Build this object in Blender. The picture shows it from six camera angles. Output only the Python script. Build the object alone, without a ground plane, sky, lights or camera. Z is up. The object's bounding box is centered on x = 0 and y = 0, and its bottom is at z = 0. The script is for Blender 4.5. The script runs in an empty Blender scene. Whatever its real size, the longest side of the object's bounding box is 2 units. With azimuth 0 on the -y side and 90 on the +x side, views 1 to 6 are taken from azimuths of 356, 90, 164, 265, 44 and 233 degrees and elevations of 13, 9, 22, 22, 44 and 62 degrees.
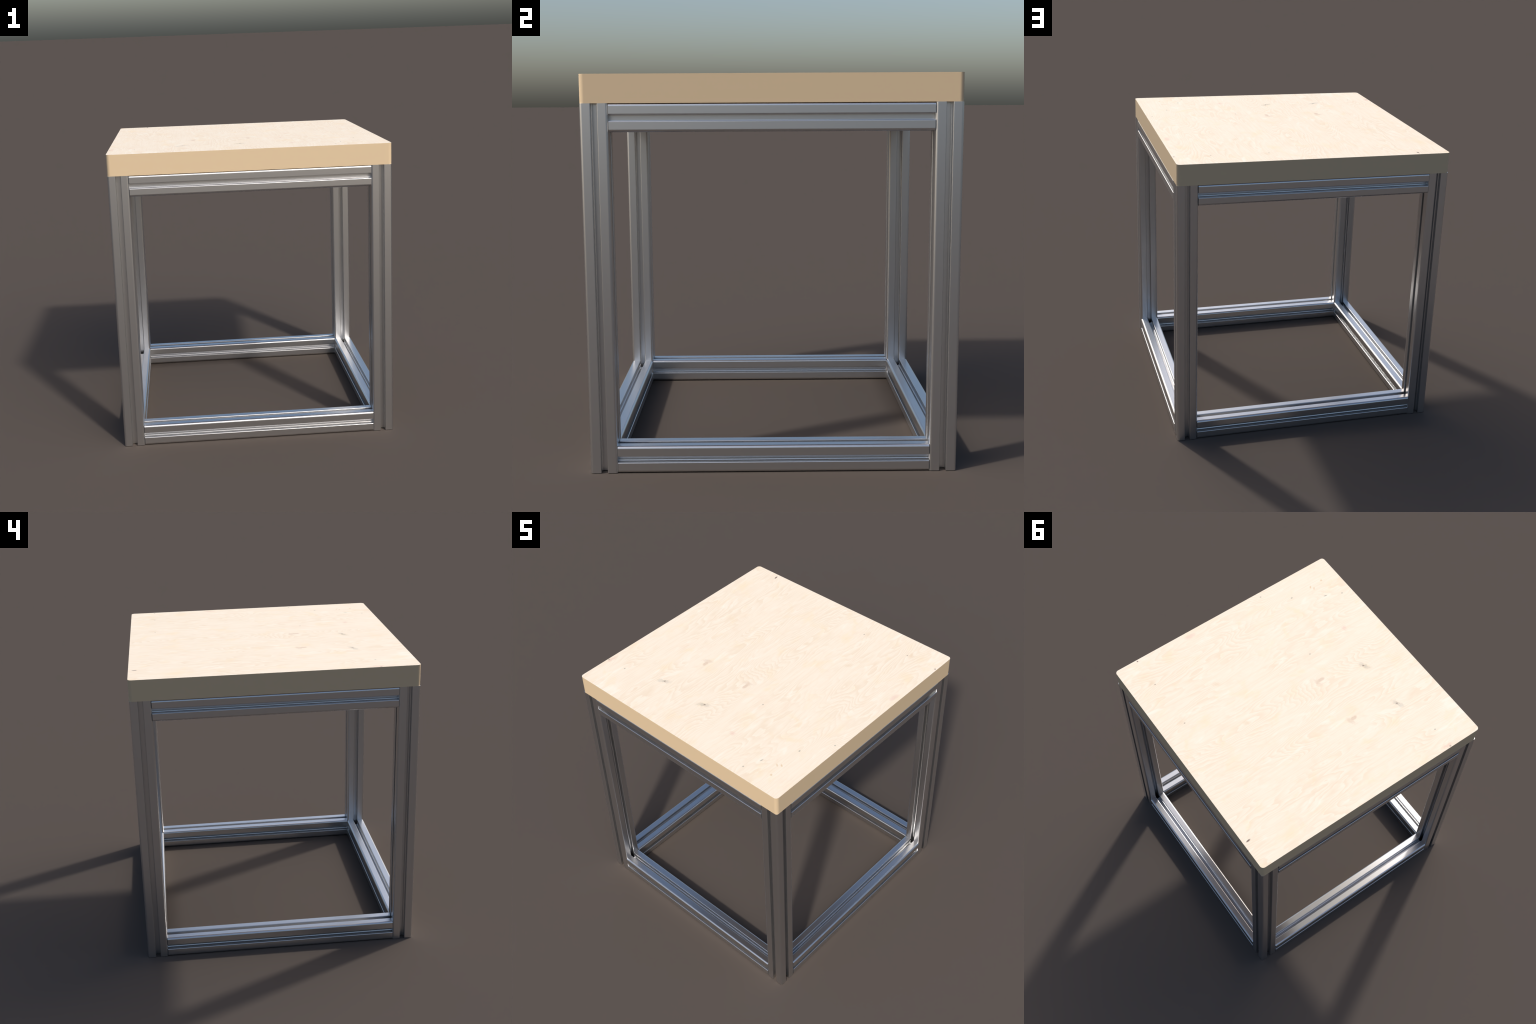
"""Square side table: a frame of slotted aluminium extrusions under a pale
birch-plywood board with a plain tan edge.  Metres, z up."""
import bpy, bmesh, math
from mathutils import Matrix, Vector
from mathutils.geometry import tessellate_polygon

# ------------------------------------------------------------------ sizes
HALF = 0.9303         # half width of the square table
HEIGHT = 2.0
BOARD = 0.140         # thickness of the board incl. veneer
BOARD_RADIUS = 0.0245  # rounded vertical corners of the board
VENEER = 0.002        # face veneer lying on the board
UNDER = HEIGHT - BOARD
PROFILE = 0.1394      # side of the square extrusion
FILLET = 0.0140       # rounded long edges of the extrusion
SLOT_HALF = 0.0157    # half opening of the groove in each side
SLOT_DEPTH = 0.0435
LIP_ROUND = 0.0041    # rounding where the groove meets the outer face
LIP = 0.020           # thickness of the lips; behind them the groove widens
LIP_INNER = 0.0015    # small rounding on the inner edge of the lips
CAVITY_HALF = 0.0225  # half width of the groove behind the lips
ROOT_HALF = 0.0120    # half width of the flat groove bottom
SEG = 6


# ------------------------------------------------------------------ node help
def new_material(name):
    m = bpy.data.materials.new(name)
    m.use_nodes = True
    nt = m.node_tree
    for n in list(nt.nodes):
        nt.nodes.remove(n)
    out = nt.nodes.new("ShaderNodeOutputMaterial")
    bsdf = nt.nodes.new("ShaderNodeBsdfPrincipled")
    nt.links.new(bsdf.outputs[0], out.inputs[0])
    return m, nt, bsdf


class Graph:
    """Small wrapper so that node formulas read like formulas."""

    def __init__(self, nt):
        self.nt = nt

    def put(self, sock, value):
        if isinstance(value, bpy.types.NodeSocket):
            self.nt.links.new(value, sock)
        else:
            sock.default_value = value

    def math(self, op, a, b=0.0, c=0.0, clamp=False):
        n = self.nt.nodes.new("ShaderNodeMath")
        n.operation = op
        n.use_clamp = clamp
        for s, v in zip(n.inputs, (a, b, c)):
            self.put(s, v)
        return n.outputs[0]

    def mapping(self, vec, loc=(0, 0, 0), rot=(0, 0, 0), scale=(1, 1, 1)):
        n = self.nt.nodes.new("ShaderNodeMapping")
        self.put(n.inputs["Vector"], vec)
        n.inputs["Location"].default_value = loc
        n.inputs["Rotation"].default_value = rot
        n.inputs["Scale"].default_value = scale
        return n.outputs[0]

    def noise(self, vec, scale, detail=2.0, rough=0.5, distortion=0.0):
        n = self.nt.nodes.new("ShaderNodeTexNoise")
        self.put(n.inputs["Vector"], vec)
        n.inputs["Scale"].default_value = scale
        n.inputs["Detail"].default_value = detail
        n.inputs["Roughness"].default_value = rough
        n.inputs["Distortion"].default_value = distortion
        return n

    def band(self, x, lo, hi):
        n = self.nt.nodes.new("ShaderNodeMapRange")
        n.interpolation_type = "SMOOTHSTEP"
        self.put(n.inputs[0], x)
        n.inputs[1].default_value = lo
        n.inputs[2].default_value = hi
        return n.outputs[0]

    def mix(self, fac, a, b):
        n = self.nt.nodes.new("ShaderNodeMix")
        n.data_type = "RGBA"
        self.put(n.inputs["Factor"], fac)
        cols = [s for s in n.inputs if s.type == "RGBA"]
        self.put(cols[0], a)
        self.put(cols[1], b)
        return [s for s in n.outputs if s.type == "RGBA"][0]

    def vec(self, x, y, z=0.0):
        n = self.nt.nodes.new("ShaderNodeCombineXYZ")
        for s, v in zip(n.inputs, (x, y, z)):
            self.put(s, v)
        return n.outputs[0]


def rgb(r, g, b):
    return (r, g, b, 1.0)


# ------------------------------------------------------------------ materials
def make_aluminium():
    m, nt, b = new_material("anodised_aluminium")
    g = Graph(nt)
    tc = nt.nodes.new("ShaderNodeTexCoord").outputs["Object"]
    # the extrusions run along their own z: very faint drawn streaks
    streak = g.noise(g.mapping(tc, scale=(60, 60, 0.6)), 3.0, 2.0).outputs[0]
    b.inputs["Base Color"].default_value = ALU
    nt.links.new(g.mix(streak, rgb(*(c * 0.993 for c in ALU[:3])),
                       rgb(*(min(1, c * 1.007) for c in ALU[:3]))), b.inputs["Base Color"])
    b.inputs["Metallic"].default_value = 1.0
    b.inputs["Roughness"].default_value = ALU_ROUGH
    return m


ALU = rgb(0.68, 0.683, 0.69)
ALU_ROUGH = 0.32
EDGE = rgb(0.607, 0.466, 0.299)
BIRCH = rgb(0.972, 0.850, 0.682)


def make_edge():
    m, nt, b = new_material("tan_edge")
    b.inputs["Base Color"].default_value = EDGE
    b.inputs["Roughness"].default_value = 0.7
    b.inputs["Specular IOR Level"].default_value = 0.3
    return m


def make_birch():
    """Rotary-cut birch: contour lines of a slow, stretched height field give
    the cathedral figure; painted sheen flecks, warm clouds, knots and pin specks on top.
    The grain runs along y."""
    m, nt, b = new_material("birch_veneer")
    g = Graph(nt)
    tc = nt.nodes.new("ShaderNodeTexCoord").outputs["Object"]
    sep = nt.nodes.new("ShaderNodeSeparateXYZ")
    nt.links.new(tc, sep.inputs[0])
    X, Y = sep.outputs[0], sep.outputs[1]

    # figure: growth rings cut at a slant, so long parallel lines that fold
    # into pointed arches wherever the slow field outruns the slope along x
    slow = g.noise(g.mapping(tc, loc=(3.1, 1.7, 0), scale=(1, 0.21, 1)), 3.2, 2.0, 0.45, 0.2).outputs[0]
    wob = g.noise(g.mapping(tc, loc=(0.3, 5.2, 0), scale=(1, 0.30, 1)), 11.0, 3.0, 0.55).outputs[0]
    field = g.math("MULTIPLY_ADD", slow, 1.55, g.math("MULTIPLY", X, 0.75))
    field = g.math("MULTIPLY_ADD", wob, 0.14, field)
    ring = g.math("FRACT", g.math("MULTIPLY", field, 27.0))
    late = g.band(ring, 0.25, 0.90)                       # slow rise ...
    drop = g.math("SUBTRACT", 1.0, g.band(ring, 0.90, 1.0))  # ... sharp end
    line = g.math("MULTIPLY", late, drop)
    early = g.math("SUBTRACT", 1.0, g.band(ring, 0.0, 0.22))  # pale start of a ring
    fade = g.band(g.noise(g.mapping(tc, loc=(7, 2, 0), scale=(1, 0.5, 1)), 4.5, 2.0).outputs[0], 0.36, 0.62)
    line = g.math("MULTIPLY", line, g.math("MULTIPLY_ADD", fade, 0.80, 0.20))
    early = g.math("MULTIPLY", early, fade)
    fine = g.noise(g.mapping(tc, scale=(115, 5, 1)), 1.0, 3.0, 0.6, 0.15).outputs[0]
    fibre = g.noise(g.mapping(tc, loc=(2, 0, 0), scale=(60, 2.2, 1)), 1.0, 3.0, 0.6).outputs[0]

    # clouds and flecks --------------------------------------------------
    warm = g.band(g.noise(g.mapping(tc, loc=(1, 9, 0), scale=(1, 0.7, 1)), 8.0, 4.0, 0.6, 0.4).outputs[0], 0.50, 0.75)
    pink = g.band(g.noise(g.mapping(tc, loc=(4, 4, 0), scale=(1, 0.45, 1)), 11.0, 4.0, 0.6, 0.6).outputs[0], 0.54, 0.76)
    pale = g.band(g.noise(g.mapping(tc, loc=(8, 1, 0), scale=(1, 0.30, 1)), 13.0, 3.0, 0.55, 0.8).outputs[0], 0.58, 0.72)

    col = BIRCH
    base = nt.nodes.new("ShaderNodeRGB")
    base.outputs[0].default_value = BIRCH
    col = base.outputs[0]
    tint = lambda k: rgb(*(min(1.0, c * f) for c, f in zip(BIRCH[:3], k)))
    col = g.mix(g.math("MULTIPLY", warm, 0.75), col, tint((0.995, 0.925, 0.78)))
    col = g.mix(g.math("MULTIPLY", pink, 0.65), col, tint((0.96, 0.88, 0.83)))
    col = g.mix(g.math("MULTIPLY", g.band(fibre, 0.42, 0.70), 0.6), col, tint((0.965, 0.935, 0.90)))
    col = g.mix(g.math("MULTIPLY", line, 0.54), col, tint((0.90, 0.83, 0.75)))
    col = g.mix(g.math("MULTIPLY", early, 0.45), col, tint((1.03, 1.06, 1.08)))
    col = g.mix(g.math("MULTIPLY", g.band(fine, 0.50, 0.72), 0.62), col, tint((0.92, 0.88, 0.83)))
    col = g.mix(g.math("MULTIPLY", pale, 0.50), col, tint((1.05, 1.10, 1.16)))  # wood's chatoyant sheen, painted as lighter flecks in the base colour

    # knots, pin specks: an ellipse with a ragged rim around a centre -----
    rag = g.noise(tc, 45.0, 3.0, 0.6)
    rags = nt.nodes.new("ShaderNodeSeparateColor")
    nt.links.new(rag.outputs["Color"], rags.inputs[0])

    def spot(cx, cy, rx, ry, turn, ragged, soft):
        c, s = math.cos(turn), math.sin(turn)
        dx = g.math("ADD", X, -cx)
        dy = g.math("ADD", Y, -cy)
        dx = g.math("MULTIPLY_ADD", g.math("SUBTRACT", rags.outputs[0], 0.5), ragged, dx)
        dy = g.math("MULTIPLY_ADD", g.math("SUBTRACT", rags.outputs[1], 0.5), ragged, dy)
        u = g.math("DIVIDE", g.math("ADD", g.math("MULTIPLY", dx, c), g.math("MULTIPLY", dy, s)), rx)
        v = g.math("DIVIDE", g.math("SUBTRACT", g.math("MULTIPLY", dy, c), g.math("MULTIPLY", dx, s)), ry)
        d = g.math("SQRT", g.math("ADD", g.math("MULTIPLY", u, u), g.math("MULTIPLY", v, v)))
        return g.math("SUBTRACT", 1.0, g.band(d, 1.0 - soft, 1.0 + soft))

    GREY, BROWN, PINK = rgb(0.42, 0.38, 0.30), rgb(0.70, 0.51, 0.37), rgb(0.85, 0.58, 0.46)
    DARK, OCHRE = rgb(0.16, 0.09, 0.07), rgb(0.80, 0.60, 0.38)
    marks = []
    for shift in (0.0, 0.391):            # the veneer repeats along x
        x0 = -0.434 + shift
        marks += [
            (x0 - 0.005, -0.583, 0.036, 0.013, 0.5, 0.060, 0.9, GREY, 0.46),
            (x0, -0.580, 0.0055, 0.0075, 0.0, 0.010, 0.6, DARK, 0.60),
            (x0 + 0.077, -0.255, 0.013, 0.025, 0.0, 0.016, 0.35, BROWN, 0.55),
            (x0 + 0.070, -0.222, 0.032, 0.012, 0.4, 0.050, 0.9, BROWN, 0.42),
            (x0 + 0.473, 0.388, 0.014, 0.024, -0.6, 0.03, 0.9, OCHRE, 0.38),
            (x0 + 0.720, 0.749, 0.0045, 0.0055, 0.0, 0.0, 0.6, DARK, 0.55),
            (x0 + 0.740, 0.768, 0.018, 0.024, 0.0, 0.04, 0.9, OCHRE, 0.35),
        ]
    marks += [
        (-0.711, 0.890, 0.0055, 0.0165, 0.15, 0.006, 0.5, DARK, 0.90),
        (0.305, -0.666, 0.018, 0.014, 0.3, 0.05, 0.9, PINK, 0.55),
        (0.886, 0.314, 0.015, 0.038, 0.0, 0.03, 0.5, PINK, 0.45),
        (0.917, 0.750, 0.005, 0.006, 0.0, 0.0, 0.5, DARK, 0.8),
        (0.623, -0.730, 0.0035, 0.011, -0.2, 0.004, 0.6, GREY, 0.9),
        (0.573, -0.849, 0.0050, 0.0060, 0.0, 0.0, 0.6, GREY, 0.8),
        (0.759, -0.790, 0.0070, 0.0080, 0.5, 0.01, 0.6, OCHRE, 0.9),
        (0.753, -0.684, 0.0045, 0.0120, 0.9, 0.01, 0.6, OCHRE, 0.9),
        (0.728, -0.700, 0.0045, 0.0120, 0.9, 0.01, 0.6, OCHRE, 0.8),
        (0.750, -0.507, 0.0045, 0.0070, 0.0, 0.0, 0.6, GREY, 0.9),
        (0.890, -0.318, 0.0045, 0.0060, 0.0, 0.0, 0.6, GREY, 0.8),
        (0.259, -0.320, 0.0045, 0.0055, 0.0, 0.0, 0.6, GREY, 0.8),
        (-0.920, -0.672, 0.0060, 0.0080, 0.0, 0.0, 0.6, DARK, 0.5),
        (-0.906, -0.655, 0.010, 0.030, 0.0, 0.03, 0.8, PINK, 0.6),
        (-0.756, -0.669, 0.0045, 0.0060, 0.0, 0.0, 0.6, GREY, 0.8),
    ]
    for cx, cy, rx, ry, turn, ragged, soft, tone, strength in marks:
        mask = g.math("MULTIPLY", spot(cx, cy, rx, ry, turn, ragged, soft), strength)
        col = g.mix(mask, col, tone)

    nt.links.new(col, b.inputs["Base Color"])
    b.inputs["Roughness"].default_value = 0.65
    b.inputs["Specular IOR Level"].default_value = 0.25
    return m


# ------------------------------------------------------------------ geometry
def arc(cx, cy, r, a0, a1, n):
    return [(cx + r * math.cos(a0 + (a1 - a0) * i / n),
             cy + r * math.sin(a0 + (a1 - a0) * i / n)) for i in range(n + 1)]


def rounded_square(half, r, n):
    pts = []
    for k in range(4):
        a = k * math.pi / 2
        c, s = math.cos(a), math.sin(a)
        for x, y in arc(half - r, half - r, r, 0.0, math.pi / 2, n):
            pts.append((x * c - y * s, x * s + y * c))
    return pts


def extrusion_outline():
    """Counter-clockwise outline of the slotted square profile."""
    h, q = PROFILE / 2, math.pi / 2
    a, d = SLOT_HALF, SLOT_DEPTH
    l = LIP_ROUND
    side = []                                        # side at x = +h, upwards
    side += arc(h - FILLET, -h + FILLET, FILLET, -q, 0.0, SEG)
    lower = arc(h - l, -a - l, l, 0.0, q, 5)                 # lip edge
    e = LIP_INNER
    lower += arc(h - LIP + e, -a - e, e, q, 2 * q, 3)        # inner lip edge
    w, r = CAVITY_HALF, ROOT_HALF                            # undercut, 45 degree web
    lower += [(h - LIP, -w), (h - d + (w - r), -w), (h - d, -r)]
    side += lower + [(x, -y) for x, y in reversed(lower)]
    pts = []
    for k in range(4):
        c, s = math.cos(k * q), math.sin(k * q)
        pts += [(x * c - y * s, x * s + y * c) for x, y in side]
    return pts


def prism(name, outline, z0, z1, sharp=35.0):
    bm = bmesh.new()
    lo = [bm.verts.new((x, y, z0)) for x, y in outline]
    hi = [bm.verts.new((x, y, z1)) for x, y in outline]
    n = len(outline)
    for i in range(n):
        j = (i + 1) % n
        bm.faces.new((lo[i], lo[j], hi[j], hi[i]))
    caps = []
    for tri in tessellate_polygon([[Vector((x, y, 0.0)) for x, y in outline]]):
        i, j, k = (v if isinstance(v, int) else 0 for v in tri)
        (ax, ay), (bx, by), (cx, cy) = outline[i], outline[j], outline[k]
        if (bx - ax) * (cy - ay) - (by - ay) * (cx - ax) < 0:
            j, k = k, j
        caps.append(bm.faces.new((lo[i], lo[k], lo[j])))
        caps.append(bm.faces.new((hi[i], hi[j], hi[k])))
    for f in bm.faces:
        f.smooth = True
    lim = math.radians(sharp)
    for e in bm.edges:
        if len(e.link_faces) == 2 and e.calc_face_angle(0.0) > lim:
            e.smooth = False
    for f in caps:                       # end faces stay flat
        f.smooth = False
        for e in f.edges:
            e.smooth = False
    me = bpy.data.meshes.new(name)
    bm.to_mesh(me)
    bm.free()
    # keep the flats flat: weight the corner normals by face area
    return me


def add(name, me, parent, mat=None, matrix=None):
    ob = bpy.data.objects.new(name, me)
    bpy.context.scene.collection.objects.link(ob)
    if mat and not me.materials:
        me.materials.append(mat)
    ob.parent = parent
    if matrix is not None:
        ob.matrix_local = matrix
    return ob


def flat_normals(ob):
    mod = ob.modifiers.new("weighted", "WEIGHTED_NORMAL")
    mod.keep_sharp = True
    mod.weight = 100


# ------------------------------------------------------------------ build
alu, edge, birch = make_aluminium(), make_edge(), make_birch()

table = bpy.data.objects.new("side_table", None)
bpy.context.scene.collection.objects.link(table)
table["label"] = "square side table, slotted aluminium frame, pale birch plywood top"
table["category"] = "side table"

outline = extrusion_outline()
leg_mesh = prism("leg", outline, 0.0, UNDER)
axis = HALF - PROFILE / 2
span = 2 * (HALF - PROFILE)
rail_mesh = prism("rail", outline, -span / 2, span / 2)

for i, (sx, sy) in enumerate(((-1, -1), (1, -1), (1, 1), (-1, 1))):
    flat_normals(add("leg", leg_mesh, table, alu, Matrix.Translation((sx * axis, sy * axis, 0))))

for name, z in (("lower_rail", PROFILE / 2), ("upper_rail", UNDER - PROFILE / 2)):
    for k in range(4):
        turn = Matrix.Rotation(k * math.pi / 2, 4, "Z")
        lay = Matrix.Translation((0, -axis, z)) @ Matrix.Rotation(math.pi / 2, 4, "Y")
        flat_normals(add(name, rail_mesh, table, alu, turn @ lay))

board = add("tabletop", prism("tabletop", rounded_square(HALF, BOARD_RADIUS, 10), UNDER, HEIGHT - VENEER),
            table, edge)
flat_normals(board)
vm = prism("veneer_sheet", rounded_square(HALF, BOARD_RADIUS, 10), HEIGHT - VENEER, HEIGHT)
vm.materials.append(birch)
vm.materials.append(edge)
for p in vm.polygons:
    p.material_index = 0 if p.normal.z > 0.5 else 1
veneer = add("veneer_sheet", vm, board)
flat_normals(veneer)
